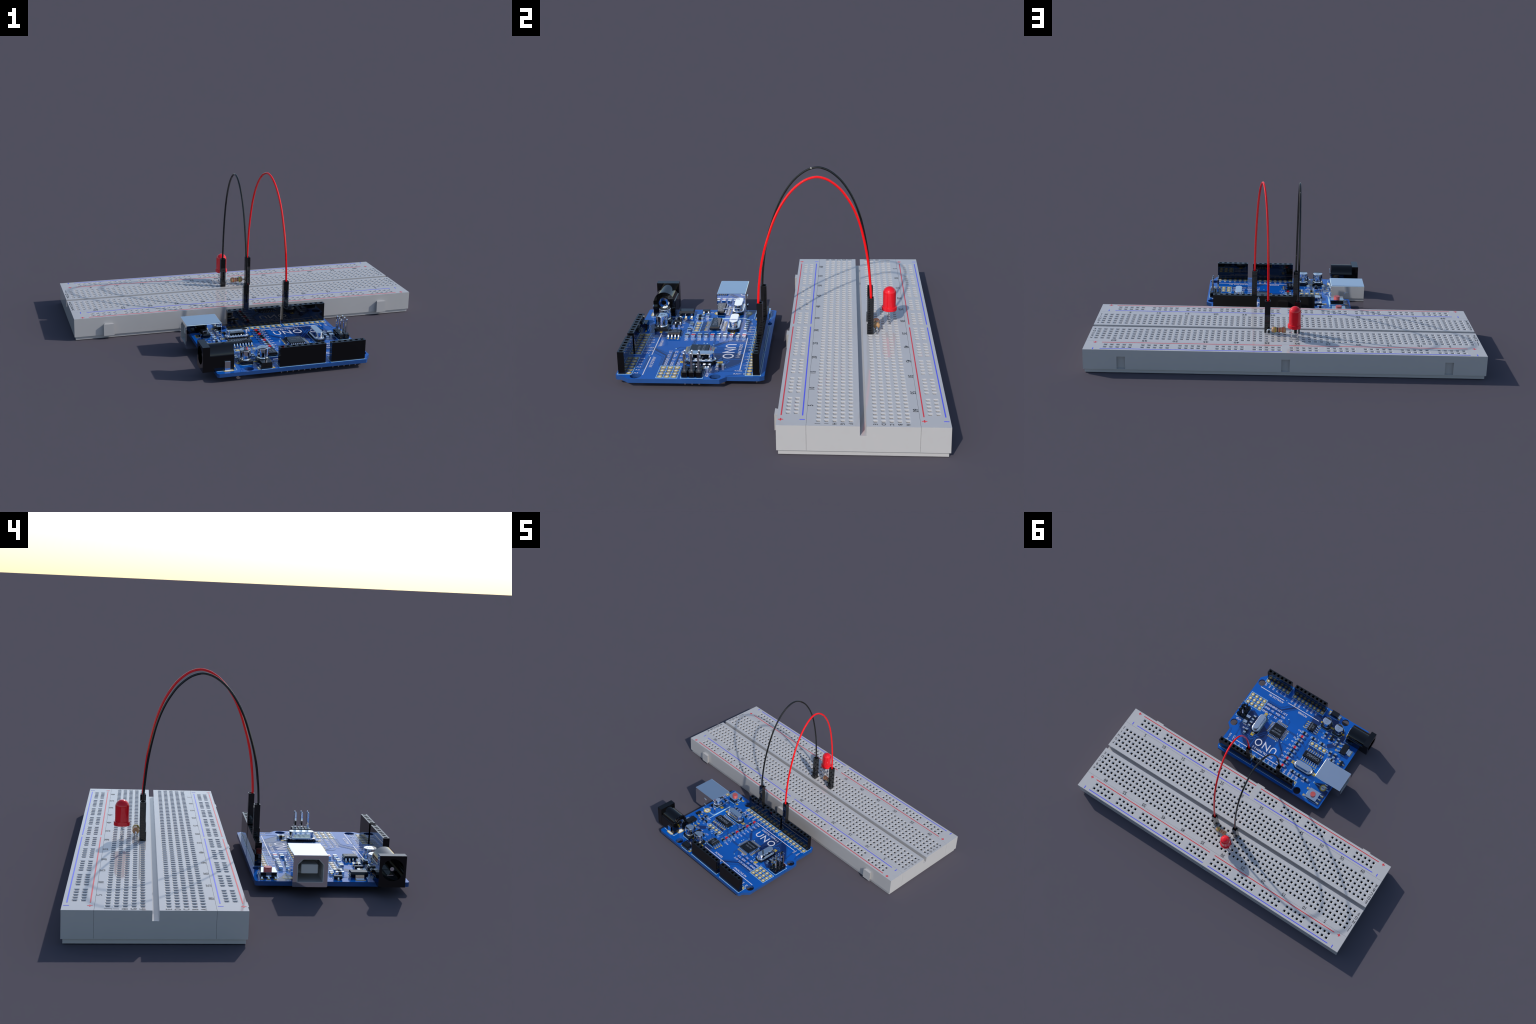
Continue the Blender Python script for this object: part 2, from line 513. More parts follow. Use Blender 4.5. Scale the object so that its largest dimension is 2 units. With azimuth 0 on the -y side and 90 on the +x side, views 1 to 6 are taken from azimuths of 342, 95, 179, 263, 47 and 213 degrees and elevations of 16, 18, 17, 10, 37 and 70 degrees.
def pad(x, y, square=False):
    if square:
        B.box(x - 0.0108, x + 0.0108, y - 0.0108, y + 0.0108, ZT - 0.0004, ZT + 0.0009, "gold")
    else:
        B.lathe(x, y, [(0.0116, ZT), (0.0116, ZT + 0.0009)], "gold", n=20, cap0=False)
    B.lathe(x, y, [(0.0062, ZT), (0.0062, ZT + 0.0014), (0.0035, ZT + 0.0019)], "solder", n=14, cap0=False)


for row_x, yi, yo in ((XA, YA_IN, YA), (XP, YA_IN, YA), (XD1, YD_IN, YD), (XD2, YD_IN, YD)):
    first = row_x[-1] if row_x is not XD1 else row_x[-1]
    for x in row_x:
        pad(x, yi, abs(x - first) < 1e-6)
        pad(x, yo, abs(x - first) < 1e-6)
for i in range(4):
    for y in (-0.4970, -0.4662, -0.4354):
        pad(0.4170 - 0.0311 * i, y, i == 3)
    pad(-0.1159 - 0.0312 * i, -0.4135, i == 3)
o = B.make("solder_pad", board)
o["kind"] = "stuff"

# surface pads under parts, USB anchor rings
B = Build()


def flat_pad(x, y, w, d, key="gold"):
    B.box(x - w / 2, x + w / 2, y - d / 2, y + d / 2, ZT - 0.0004, ZT + 0.0008, key)


for y in (-0.4215, -0.2530):
    flat_pad(0.2608, y, 0.021, 0.024)
for x in (-0.0790, -0.2430):
    flat_pad(x, -0.2335, 0.024, 0.021)
for x in (-0.0985, -0.1725):
    flat_pad(x, -0.6700, 0.016, 0.032)
for cx in (-0.1265, -0.2190):
    for s in (-1, 1):
        flat_pad(cx + s * 0.0365, -0.5815, 0.018, 0.012)
for i in range(3):
    flat_pad(-0.2775, -0.5190 + 0.0284 * i, 0.018, 0.0125)
flat_pad(-0.3640, -0.4905, 0.024, 0.042)
for x, y in ((-0.2643, -0.1322), (-0.2643, -0.0772), (-0.3695, -0.1312), (-0.3695, -0.1035), (-0.3695, -0.0760)):
    flat_pad(x, y, 0.018, 0.0145)
for i in range(8):
    flat_pad(-0.1145 - 0.0159 * i, -0.3668, 0.0075, 0.017)
    flat_pad(-0.1145 - 0.0159 * i, -0.2826, 0.0075, 0.017)
for i in range(4):
    flat_pad(-0.0130, -0.5340 + 0.0161 * i, 0.018, 0.0080)
    flat_pad(-0.0955, -0.5340 + 0.0161 * i, 0.018, 0.0080)
for i in range(8):
    t = -0.0364 + 0.0104 * i
    for s in (-1, 1):
        flat_pad(0.1283 + t, -0.3630 + s * 0.0590, 0.0060, 0.0150)
        flat_pad(0.1283 + s * 0.0590, -0.3630 + t, 0.0150, 0.0060)
for y in (-0.1850, -0.3330):
    B.lathe(-0.3450, y, [(0.0218, ZT), (0.0218, ZT + 0.0008)], "gold", n=32, cap0=False)
    B.lathe(-0.3450, y, [(0.0145, ZT), (0.0145, ZT + 0.0014)], "solder", n=28, cap0=False)
    B.box(-0.3565, -0.3335, y - 0.0009, y + 0.0009, ZT, ZT + 0.0018, "trace_edge")


def slot_pad(x, y, dx, dy):
    """Oblong plated slot."""
    for r, key, zt_ in ((0.0112, "gold", 0.0008), (0.0066, "solder", 0.0014)):
        a = math.atan2(dy, dx)
        L = math.hypot(dx, dy)
        pts = [(x + dx / 2 + r * math.cos(a + t), y + dy / 2 + r * math.sin(a + t)) for t in [math.radians(-90 + 18 * k) for k in range(11)]]
        pts += [(x - dx / 2 - r * math.cos(a + t), y - dy / 2 - r * math.sin(a + t)) for t in [math.radians(-90 + 18 * k) for k in range(11)]]
        B.prism(pts, ZT - 0.0004, ZT + zt_, key)


slot_pad(-0.3290, -0.6610, 0.0330, 0.0)
slot_pad(-0.2910, -0.5995, 0.0, 0.0300)
o = B.make("surface_pad", board)
o["kind"] = "stuff"

# silkscreen frames and lines
B = Build()
ZS = ZT + 0.0006


def frame(x0, x1, y0, y1, w=0.0026, key="silk_box"):
    B.stroke([(x0, y0), (x1, y0), (x1, y1), (x0, y1)], w, ZS - 0.0006, key, h=0.0009, closed=True)


def sline(pts, w=0.0026, key="silk_box"):
    B.stroke(pts, w, ZS - 0.0006, key, h=0.0009)


frame(0.2125, 0.3985, -0.6865, -0.6245)
frame(-0.0672, 0.1820, -0.6865, -0.6245)
frame(0.1500, 0.3985, -0.1275, -0.0610)
frame(-0.1775, 0.1350, -0.1275, -0.0610)
sline([(0.1513, -0.0968), (0.3972, -0.0968)])
sline([(-0.1762, -0.0968), (0.1337, -0.0968)])
frame(0.3072, 0.4327, -0.5122, -0.4198)
for i in (1, 2):
    sline([(0.3085, -0.5122 + 0.0308 * i), (0.4314, -0.5122 + 0.0308 * i)])
frame(-0.2275, -0.0980, -0.4293, -0.3972)
frame(0.3660, 0.4325, -0.4050, -0.3085)
sline([(-0.2715, -0.3400), (-0.2720, -0.1855), (-0.2850, -0.1855)], 0.0034)
sline([(-0.2720, -0.3850), (-0.2720, -0.3404)], 0.0034)
for y in (-0.1855, -0.3330):
    sline([(-0.388, y), (-0.3675, y)], 0.0018)
    sline([(-0.3225, y), (-0.2750, y)], 0.0018)
sline([(-0.230, -0.2630), (-0.089, -0.2620)], 0.0030)
sline([(0.2310, -0.4070), (0.2310, -0.2710)], 0.0030)
sline([(-0.1070, -0.3480), (-0.1070, -0.3350)], 0.0030)
sline([(-0.1070, -0.3140), (-0.1070, -0.3010)], 0.0030)
sline([(-0.2320, -0.3480), (-0.2320, -0.3010)])
sline([(-0.0270, -0.4785), (-0.0440, -0.4785)])
sline([(-0.0620, -0.4785), (-0.0860, -0.4785)])
sline([(-0.0270, -0.5430), (-0.0860, -0.5430)])
for cx in (-0.1265, -0.2190):
    sline([(cx + 0.038, -0.560), (cx + 0.036, -0.5475), (cx - 0.020, -0.5470), (cx - 0.032, -0.558), (cx - 0.036, -0.568)])
    sline([(cx + 0.036, -0.6170), (cx - 0.022, -0.6170), (cx - 0.034, -0.605)])
sline([(-0.1060, -0.6475), (-0.1640, -0.6475)])
sline([(-0.1060, -0.6915), (-0.1640, -0.6915)])
sline([(-0.388, -0.6610), (-0.352, -0.6610)])
sline([(-0.3060, -0.6640), (-0.2860, -0.6640), (-0.2860, -0.6300)])
sline([(-0.2860, -0.5700), (-0.2860, -0.5420), (-0.3200, -0.5420)])
sline([(-0.3010, -0.4530), (-0.3430, -0.4530)])
sline([(-0.3010, -0.5330), (-0.3430, -0.5330)])
sline([(-0.2780, -0.1450), (-0.2780, -0.1460), (-0.3560, -0.1460)])
sline([(-0.2780, -0.0660), (-0.3560, -0.0660)])
sline([(-0.2730, -0.1200), (-0.2730, -0.0900)])
sline([(0.4026, -0.5752), (0.2135, -0.5752)], 0.0040, "silk")
sline([(0.1832, -0.5752), (-0.0671, -0.5752)], 0.0040, "silk")
sline([(0.3424, -0.1560), (-0.0250, -0.1560)], 0.0042, "silk")


def ringline(cx, cy, rx, ry, w, key="silk", n=40):
    sline_pts = [(cx + rx * math.cos(2 * math.pi * i / n), cy + ry * math.sin(2 * math.pi * i / n)) for i in range(n)]
    B.stroke(sline_pts, w, ZS - 0.0006, key, h=0.0009, closed=True)


# the model word, drawn as round geometric strokes
W = 0.0068
B.stroke([(0.0575, -0.2000), (0.0575, -0.2290)] + arc(0.0745, -0.2290, 0.0170, 180, 360, 14)[1:] + [(0.0915, -0.2000)], W, ZS - 0.0006, "silk", h=0.0010)
B.stroke([(0.1115, -0.2500), (0.1115, -0.2025), (0.1500, -0.2475), (0.1500, -0.2000)], W, ZS - 0.0006, "silk", h=0.0010)
ringline(0.1915, -0.2245, 0.0215, 0.0222, W)
o = B.make("silkscreen_line", board)
o["kind"] = "stuff"

B = Build()
z = ZS - 0.0006
UPR, SIDE = (1, 0), (0, 1)


def t(s, x, y, hgt, right=UPR, xs=0.9, key="silk", align='CENTER'):
    text_into(B, s, x, y, z, hgt, key, right, xs, align, h=0.0009)


t("DIGITAL PWM (~)", 0.131, -0.1775, 0.0150, xs=0.94)
t("POWER", 0.054, -0.5560, 0.0150, xs=0.94)
t("ANALOG IN", 0.265, -0.5570, 0.0150, xs=0.98)
for y, words in ((-0.4940, ("3.3V", "3.3V", "GND", "GND")), (-0.4660, ("SCL", "SDA", "5V", "GND")), (-0.4370, ("RX", "TX", "5V", "GND"))):
    for i, w_ in enumerate(words):
        t(w_, 0.153 + 0.0425 * i, y, 0.0140, xs=0.92)
for i, x in enumerate(XA):
    t("A%d" % (5 - i), x, -0.6190, 0.0125, SIDE, 1.0, align='LEFT')
for w_, x in zip(("VIN", "GND", "GND", "5V", "3.3V", "RES", "5V"), XP):
    t(w_, x, -0.6190, 0.0125, SIDE, 1.0, align='LEFT')
for w_, x in zip(("0", "1", "2", "~3", "4", "~5", "~6", "7"), XD1):
    t(w_, x, -0.1300, 0.0115, SIDE, 1.0, align='RIGHT')
for w_, x in zip(("8", "~9", "~10", "~11", "12", "13", "GND", "AREF", "SDA", "SCL"), XD2):
    t(w_, x, -0.1310, 0.0115, SIDE, 0.95, align='RIGHT')
t("TX", XD1[1], -0.1690, 0.0115, SIDE, 1.0)
t("RX", XD1[0], -0.1690, 0.0115, SIDE, 1.0)
for x, d in ((XD1[1], 1), (XD1[0], -1)):
    B.stroke([(x, -0.1590), (x, -0.1450)], 0.0018, z, "silk", h=0.0009)
    tip = -0.1455 if d > 0 else -0.1585
    B.stroke([(x - 0.003, tip - d * 0.004), (x, tip), (x + 0.003, tip - d * 0.004)], 0.0016, z, "silk", h=0.0009)
t("ICSP", 0.4000, -0.2945, 0.0145, xs=0.9)
ROW_Y = [-0.1735 - 0.0304 * i for i in range(10)]
for w_, y in zip(("ON", "R17", "RX", "R9", "R7", "TX", "R8", "C8", "L", "R16"), ROW_Y):
    t(w_, 0.0060, y, 0.0105, xs=0.9)
for w_, x, y in (("C14", -0.103, -0.153), ("C16", -0.155, -0.153), ("C17", -0.205, -0.153), ("C10", -0.152, -0.4870), ("U5", -0.205, -0.487), ("C12", -0.243, -0.4890), ("C1", -0.131, -0.4440), ("C5", -0.2050, -0.4440), ("C6", -0.232, -0.4160), ("C7", -0.318, -0.417), ("R10", -0.262, -0.378), ("Q2", -0.352, -0.366), ("R13", 0.342, -0.2850), ("R2", 0.337, -0.2600)):
    t(w_, x, y, 0.0100, xs=0.9)
o = B.make("silkscreen_lettering", board, weld=False)
o["kind"] = "stuff"


# ---- pin headers
def pin_header(xs_, yc, name="pin_header"):
    B = Build()
    hw, zt_, zb_ = 0.0148, 0.1495, ZT + 0.0004
    x0, x1 = min(xs_) - 0.0154, max(xs_) + 0.0154
    s = 0.0078
    X = sorted([x0, x1] + [x + k * s for x in xs_ for k in (-1, 1)])
    Y = [yc - hw, yc - s, yc + s, yc + hw]
    for i in range(len(X) - 1):
        for j in range(3):
            c = [(X[i], Y[j]), (X[i + 1], Y[j]), (X[i + 1], Y[j + 1]), (X[i], Y[j + 1])]
            if j == 1 and i % 2 == 1:
                o_ = [(a, b, zt_) for a, b in c]
                q_ = [(a * 0.94 + (X[i] + X[i + 1]) * 0.03, b * 0.94 + yc * 0.06, zt_ - 0.004) for a, b in c]
                d_ = [(a, b, zt_ - 0.06) for a, b, _ in q_]
                B.add(o_ + q_, [[k, (k + 1) % 4, 4 + (k + 1) % 4, 4 + k] for k in range(4)], "cavity")
                B.add(q_ + d_, [[k, (k + 1) % 4, 4 + (k + 1) % 4, 4 + k] for k in range(4)] + [[4, 5, 6, 7]], "cavity")
            else:
                B.quad([(a, b, zt_) for a, b in c], "black_top")
    for a, b in (((x0, yc - hw), (x1, yc - hw)), ((x1, yc - hw), (x1, yc + hw)), ((x1, yc + hw), (x0, yc + hw)), ((x0, yc + hw), (x0, yc - hw))):
        B.quad([(a[0], a[1], zb_), (b[0], b[1], zb_), (b[0], b[1], zt_), (a[0], a[1], zt_)], "black")
    B.quad([(x0, yc - hw, zb_), (x1, yc - hw, zb_), (x1, yc + hw, zb_), (x0, yc + hw, zb_)], "black")
    ob = B.make(name, board)
    B = Build()
    for x in xs_:
        B.lathe(x, yc, [(0.0085, ZB + 0.0005), (0.0058, ZB - 0.005), (0.0046, ZB - 0.0150), (0.0034, ZB - 0.0178)], "steel", n=10)
    B.make("pin_tail", ob, smooth=50)
    return ob


for xs_, y in ((XA, YA), (XP, YA), (XD1, YD), (XD2, YD)):
    pin_header(xs_, y)

# ---- programming header, two by three
B = Build()
PX, PY = (0.4145, 0.3834), (-0.3880, -0.3570, -0.3260)
for x in PX:
    for y in PY:
        h_, c_ = 0.0153, 0.0055
        oct_ = [(x - h_ + c_, y - h_), (x + h_ - c_, y - h_), (x + h_, y - h_ + c_), (x + h_, y + h_ - c_), (x + h_ - c_, y + h_), (x - h_ + c_, y + h_), (x - h_, y + h_ - c_), (x - h_, y - h_ + c_)]
        k = 0.86
        top_ = [(x + (a - x) * k, y + (b - y) * k) for a, b in oct_]
        B.loft([[(a, b, ZT + 0.0004) for a, b in top_], [(a, b, ZT + 0.005) for a, b in oct_], [(a, b, ZT + 0.025) for a, b in oct_], [(a, b, ZT + 0.0305) for a, b in top_]], "black")
icsp = B.make("programming_header", board)
B = Build()
for x in PX:
    for y in PY:
        w_ = 0.0041
        B.loft([[(x + a * w_ * k, y + b * w_ * k, zz) for a, b in ((-1, -1), (1, -1), (1, 1), (-1, 1))] for zz, k in ((ZB - 0.0178, 0.6), (ZB - 0.0140, 1), (0.1530, 1), (0.1575, 0.55))], "steel")
        B.lathe(x, y, [(0.0085, ZB + 0.0005), (0.0060, ZB - 0.006)], "steel", n=10)
B.make("header_pin", icsp)

# ---- USB port
B = Build()
UX0, UX1, UY0, UY1, UZ0, UZ1 = -0.4655, -0.2740, -0.3305, -0.1868, 0.0440, 0.1768


def yz_plate(loops, x0, x1, mat):
    """Plate cut in the y-z plane, between x0 and x1."""
    C = Build()
    C.filled(loops, 0, 1, mat)
    B.add([(x0 + (x1 - x0) * c, a, b) for a, b, c in C.v], C.f, mat)


mouth = [(-0.2043, 0.0634), (-0.2043, 0.1395), (-0.2255, 0.1620), (-0.2915, 0.1620), (-0.3134, 0.1395), (-0.3134, 0.0634)]
bev = 0.004
body_yz = []
for (cy_, cz_, a0) in ((UY0 + bev, UZ0 + bev, 180), (UY1 - bev, UZ0 + bev, 270), (UY1 - bev, UZ1 - bev, 0), (UY0 + bev, UZ1 - bev, 90)):
    body_yz += arc(cy_, cz_, bev, a0, a0 + 90, 3)
yz_plate([body_yz, mouth], UX0, UX0 + 0.004, "chrome")
small = [((a - (UY0 + UY1) / 2) * 0.965 + (UY0 + UY1) / 2, (b - (UZ0 + UZ1) / 2) * 0.965 + (UZ0 + UZ1) / 2) for a, b in body_yz]
B.loft([[(UX0 + 0.004, a, b) for a, b in body_yz], [(UX1 - 0.003, a, b) for a, b in body_yz], [(UX1, a, b) for a, b in small]], "chrome", cap0=False)
usb = B.make("usb_port", board)
B = Build()
n = len(mouth)
xi = UX0 + 0.125
grow = lambda k: [((a + 0.2588) * k - 0.2588, (b - 0.110) * k + 0.110) for a, b in mouth]
B.loft([[(UX0 - 0.0008, a, b) for a, b in grow(0.955)], [(xi, a, b) for a, b in grow(0.93)]], "abs", cap0=False, cap1=True)
B.loft([[(UX0 - 0.0008, a, b) for a, b in grow(0.998)], [(UX0 - 0.0008, a, b) for a, b in grow(0.955)]], "abs", False, False)
B.make("socket_liner", usb)
B = Build()
B.box(UX0 + 0.012, xi + 0.002, -0.2915, -0.2222, 0.0968, 0.1352, "abs", bev=0.0025)
B.make("contact_tongue", usb)
B = Build()
for s, y in ((-1, UY0), (1, UY1)):
    for zc in (0.082, 0.132):
        pts = [(UX0 + 0.088, zc - 0.006), (UX0 + 0.112, zc - 0.006), (UX0 + 0.112, zc + 0.006), (UX0 + 0.088, zc + 0.006)]
        B.loft([[(a, y - s * 0.001, b) for a, b in pts], [(a * 0.8 + (UX0 + 0.100) * 0.2, y + s * 0.0022, b * 0.8 + zc * 0.2) for a, b in pts]], "chrome")
for zc in (0.098, 0.149):  # two bright horizontal bars seen on the rear face, modelled raised
    B.box(UX1 - 0.001, UX1 + 0.003, -0.3000, -0.2180, zc - 0.003, zc + 0.003, "chrome", bev=0.0014)
B.make("spring_tab", usb)
B = Build()
for y in (-0.187, -0.331):
    B.box(-0.352, -0.338, y - 0.004, y + 0.004, ZB - 0.012, ZB + 0.001, "steel", bev=0.001)
B.make("anchor_leg", usb)

# ---- power jack
B = Build()
JY0, JY1, JZ0, JZ1 = -0.6562, -0.5432, 0.0442, 0.1772
JX0, JX1, JX2 = -0.4615, -0.4245, -0.2985
yc, zc = -0.5997, 0.1180
rect = [(JY0, JZ0), (JY1, JZ0), (JY1, JZ1), (JY0, JZ1)]
yz_plate([rect, circle(yc - 0.0010, 0.1175, 0.0465, 48)], JX0, JX1, "black")
prof = [(JY1 - 0.002, JZ0), (JY1 - 0.002, 0.1260)]
prof += [(yc + 0.0520 * math.cos(math.radians(a)), 0.1200 + 0.0530 * math.sin(math.radians(a))) for a in range(10, 171, 8)]
prof += [(JY0 + 0.002, 0.1260), (JY0 + 0.002, JZ0)]
B.loft([[(JX1 - 0.001, a, b) for a, b in prof], [(JX2, a, b) for a, b in prof]], "black", cap0=False)
B.box(JX1 - 0.001, JX2 - 0.016, JY0 + 0.0008, JY0 + 0.003, 0.0460, 0.1245, "black")
B.box(JX1 - 0.001, JX2 - 0.016, JY1 - 0.003, JY1 - 0.0008, 0.0460, 0.1245, "black")
jack = B.make("power_jack", board, smooth=30)
B = Build()
n = 48
ring = lambda x, r: [(x, yc - 0.001 + r * math.cos(2 * math.pi * i / n), 0.1175 + r * math.sin(2 * math.pi * i / n)) for i in range(n)]
B.loft([ring(JX0 + 0.001, 0.0466), ring(JX0 + 0.104, 0.0466), ring(JX0 + 0.104, 0.044)], "black", False, True)
B.make("jack_bore", jack, smooth=40)
B = Build()
xr = lambda x, r, cy_=yc, cz_=0.1190, n=18: [(x, cy_ + r * math.cos(2 * math.pi * i / n), cz_ + r * math.sin(2 * math.pi * i / n)) for i in range(n)]
B.loft([xr(JX0 + 0.104, 0.0105), xr(JX0 + 0.016, 0.0105), xr(JX0 + 0.011, 0.0085)], "chrome")
B.box(JX0 + 0.030, JX0 + 0.100, yc - 0.012, yc + 0.014, 0.0860, 0.0880, "chrome")
B.make("centre_pin", jack, smooth=40)
B = Build()
n = 32
xr2 = lambda x, r: [(x + 0.10 * (r * math.sin(2 * math.pi * i / n) + 0.026), yc + r * math.cos(2 * math.pi * i / n), 0.1205 + r * math.sin(2 * math.pi * i / n)) for i in range(n)]
B.loft([xr2(JX2 + 0.0005, 0.0258), xr2(JX2 + 0.0032, 0.0258), xr2(JX2 + 0.0032, 0.0115), xr2(JX2 + 0.0005, 0.0115)], "chrome", False, False)
B.loft([xr2(JX2 + 0.0004, 0.0114), xr2(JX2 + 0.0012, 0.0114)], "cavity", False, True)
B.box(JX2 + 0.0006, JX2 + 0.0030, yc - 0.0125, yc + 0.0145, ZT, 0.1000, "chrome")
B.box(-0.3490, -0.3205, JY0 - 0.0065, JY0 - 0.0035, ZB - 0.010, 0.0950, "chrome", bev=0.0006)
B.box(-0.3490, -0.3205, JY0 - 0.0050, JY0 + 0.004, 0.0925, 0.0955, "chrome")
B.make("terminal_blade", jack)

# ---- electrolytic capacitors
for cx, cy_, zt_ in ((-0.2190, -0.5818, 0.1195), (-0.1265, -0.5818, 0.1215)):
    B = Build()
    b_, c_ = 0.0325, 0.0115
    z0, z1 = ZT + 0.0004, ZT + 0.0175
    B.prism([(cx - b_ + c_, cy_ - b_), (cx + b_, cy_ - b_), (cx + b_, cy_ + b_), (cx - b_ + c_, cy_ + b_), (cx - b_, cy_ + b_ - c_), (cx - b_, cy_ - b_ + c_)], z0, z1, "black_top")
    base = B.make("capacitor_base", None)
    B = Build()
    r = 0.0285
    B.lathe(cx, cy_, [(r * 0.9, z1 - 0.002), (r, z1 + 0.002), (r, z1 + 0.006), (r * 0.90, z1 + 0.009), (r * 0.90, z1 + 0.012), (r, z1 + 0.0155), (r, zt_ - 0.0025), (r * 0.975, zt_ - 0.0008), (r * 0.93, zt_)], "chrome", n=48)
    can = B.make("electrolytic_capacitor", board, smooth=50)
    base.parent = can
    B = Build()
    seg = [(cx + r * 0.93 * math.cos(math.radians(a)), cy_ + r * 0.93 * math.sin(math.radians(a))) for a in range(208, 333, 6)]
    B.prism(seg, zt_ - 0.0003, zt_ + 0.0005, "print_black")
    text_into(B, "220", cx, cy_ + 0.001, zt_, 0.0095, "chip_mark", h=0.0004)
    text_into(B, "16V", cx, cy_ + 0.0135, zt_, 0.0075, "chip_mark", h=0.0004)
    B.make("polarity_mark", can)


# ---- crystal oscillators
def stadium(L, W, n=10):
    r = W / 2
    return [(L / 2 - r + r * math.cos(math.radians(-90 + 180 * i / n)), r * math.sin(math.radians(-90 + 180 * i / n))) for i in range(n + 1)] + \
           [(-L / 2 + r - r * math.cos(math.radians(-90 + 180 * i / n)), -r * math.sin(math.radians(-90 + 180 * i / n))) for i in range(n + 1)]


for cx, cy_, along_y in ((0.2608, -0.3372, True), (-0.1610, -0.2335, False)):
    tr = (lambda a, b: (cx - b, cy_ + a)) if along_y else (lambda a, b: (cx + a, cy_ + b))
    ring_ = lambda L, W, z: [(*tr(a, b), z) for a, b in stadium(L, W)]
    B = Build()
    z0 = ZT + 0.012
    B.loft([ring_(0.131, 0.0525, z0), ring_(0.1345, 0.056, z0 + 0.0012), ring_(0.1345, 0.056, z0 + 0.0035), ring_(0.131, 0.0525, z0 + 0.0050), ring_(0.1230, 0.0440, z0 + 0.0058), ring_(0.1185, 0.0405, z0 + 0.009), ring_(0.1185, 0.0405, 0.0915), ring_(0.1165, 0.0385, 0.0936), ring_(0.1130, 0.0350, 0.0943)], "chrome")
    xt = B.make("crystal_oscillator", board, smooth=45)
    B = Build()
    hl, hw, c_ = 0.068, 0.0285, 0.010
    pl = [tr(a, b) for a, b in ((-hl + c_, -hw), (hl - c_, -hw), (hl, -hw + c_), (hl, hw - c_), (hl - c_, hw), (-hl + c_, hw), (-hl, hw - c_), (-hl, -hw + c_))]
    B.prism(pl, ZT + 0.0004, z0, "black_top")
    B.make("insulator_base", xt)
    B = Build()
    for s in (-1, 1):
        p0, p1 = tr(s * 0.060, -0.0045), tr(s * 0.0835, 0.0045)
        B.box(min(p0[0], p1[0]), max(p0[0], p1[0]), min(p0[1], p1[1]), max(p0[1], p1[1]), ZT + 0.001, ZT + 0.0045, "steel", bev=0.001)
    B.make("crystal_lead", xt)


# ---- gull-wing packages
def gull(B, x, y, dx, dy, w, r0, r1, z_hi, th=0.0022, lean=0.20):
    """Bent lead from radius r0 (at the package) to r1 (at the pad), along direction (dx, dy)."""
    m = r0 + (r1 - r0) * 0.35
    m2 = m + (r1 - r0) * lean
    zl = ZT + 0.0012
    up = [(r0, z_hi), (m, z_hi), (m2, zl + th), (r1, zl + th)]
    lo = [(r0, z_hi - th), (m - th * 0.6, z_hi - th), (m2 - th * 0.8, zl), (r1, zl)]
    px, py = -dy, dx
    rings = []
    for (ra, za), (rb, zb) in zip(up, lo):
        rings.append([(x + dx * ra + px * s * w / 2, y + dy * ra + py * s * w / 2, za) for s in (1, -1)] + [(x + dx * rb + px * s * w / 2, y + dy * rb + py * s * w / 2, zb) for s in (-1, 1)])
    B.loft(rings, "chrome")


def package(name, cx, cy_, hx, hy, zt_, leads, marks, lift=0.0035, slope=0.0035, lean=0.20):
    B = Build()
    z0, zm = ZT + lift, (ZT + lift + zt_) / 2 + 0.001
    rect_ = lambda k, z: [(cx + a * (hx - k), cy_ + b * (hy - k), z) for a, b in ((-1, -1), (1, -1), (1, 1), (-1, 1))]
    B.loft([rect_(slope, z0), rect_(0, zm - 0.001), rect_(0, zm + 0.001), rect_(slope, zt_)], "black_top")
    B.box(cx - hx * 0.6, cx + hx * 0.6, cy_ - hy * 0.6, cy_ + hy * 0.6, ZT + 0.0002, z0 + 0.0005, "black_top")
    for s, x, y, hgt, right in marks:
        text_into(B, s, x, y, zt_, hgt, "chip_mark", right, 0.95, h=0.0005)
    ob = B.make(name, board)
    B = Build()
    for ld in leads:
        gull(B, *ld, zm, lean=lean)
    B.make("chip_lead", ob)
    return ob


leads = []
for i in range(8):
    tt = -0.0364 + 0.0104 * i
    for s in (-1, 1):
        leads.append((0.1283 + tt, -0.3630, 0, s, 0.0046, 0.0425, 0.0610))
        leads.append((0.1283, -0.3630 + tt, s, 0, 0.0046, 0.0425, 0.0610))
package("microcontroller_chip", 0.1283, -0.3630, 0.0440, 0.0440, 0.0575, leads,
        [("MEGA328P", 0.1290, -0.3440, 0.0110, UPR), ("0923 PH", 0.1290, -0.3660, 0.0110, UPR)], lift=0.002, slope=0.0022)
leads = [(-0.1145 - 0.0159 * i, -0.3247, 0, s, 0.0062, 0.0225, 0.0440) for i in range(8) for s in (-1, 1)]
package("serial_interface_chip", -0.1702, -0.3247, 0.0635, 0.0245, 0.0668, leads, [("CH340G", -0.1760, -0.3270, 0.0190, UPR)])
leads = [(-0.0542, -0.5340 + 0.0161 * i, s, 0, 0.0066, 0.0235, 0.0430) for i in range(4) for s in (-1, 1)]
package("amplifier_chip", -0.0542, -0.5099, 0.0250, 0.0315, 0.0664, leads, [("LM358DT", -0.0455, -0.5099, 0.0100, (0, -1)), ("8A7", -0.0610, -0.5120, 0.0100, (0, -1))])
leads = [(-0.3222, -0.5190 + 0.0284 * i, 1, 0, 0.0095, 0.0190, 0.0475) for i in range(3)] + [(-0.3222, -0.4905, -1, 0, 0.0370, 0.0190, 0.0500)]
package("voltage_regulator", -0.3222, -0.4905, 0.0215, 0.0385, 0.0722, leads, [], lean=0.06)
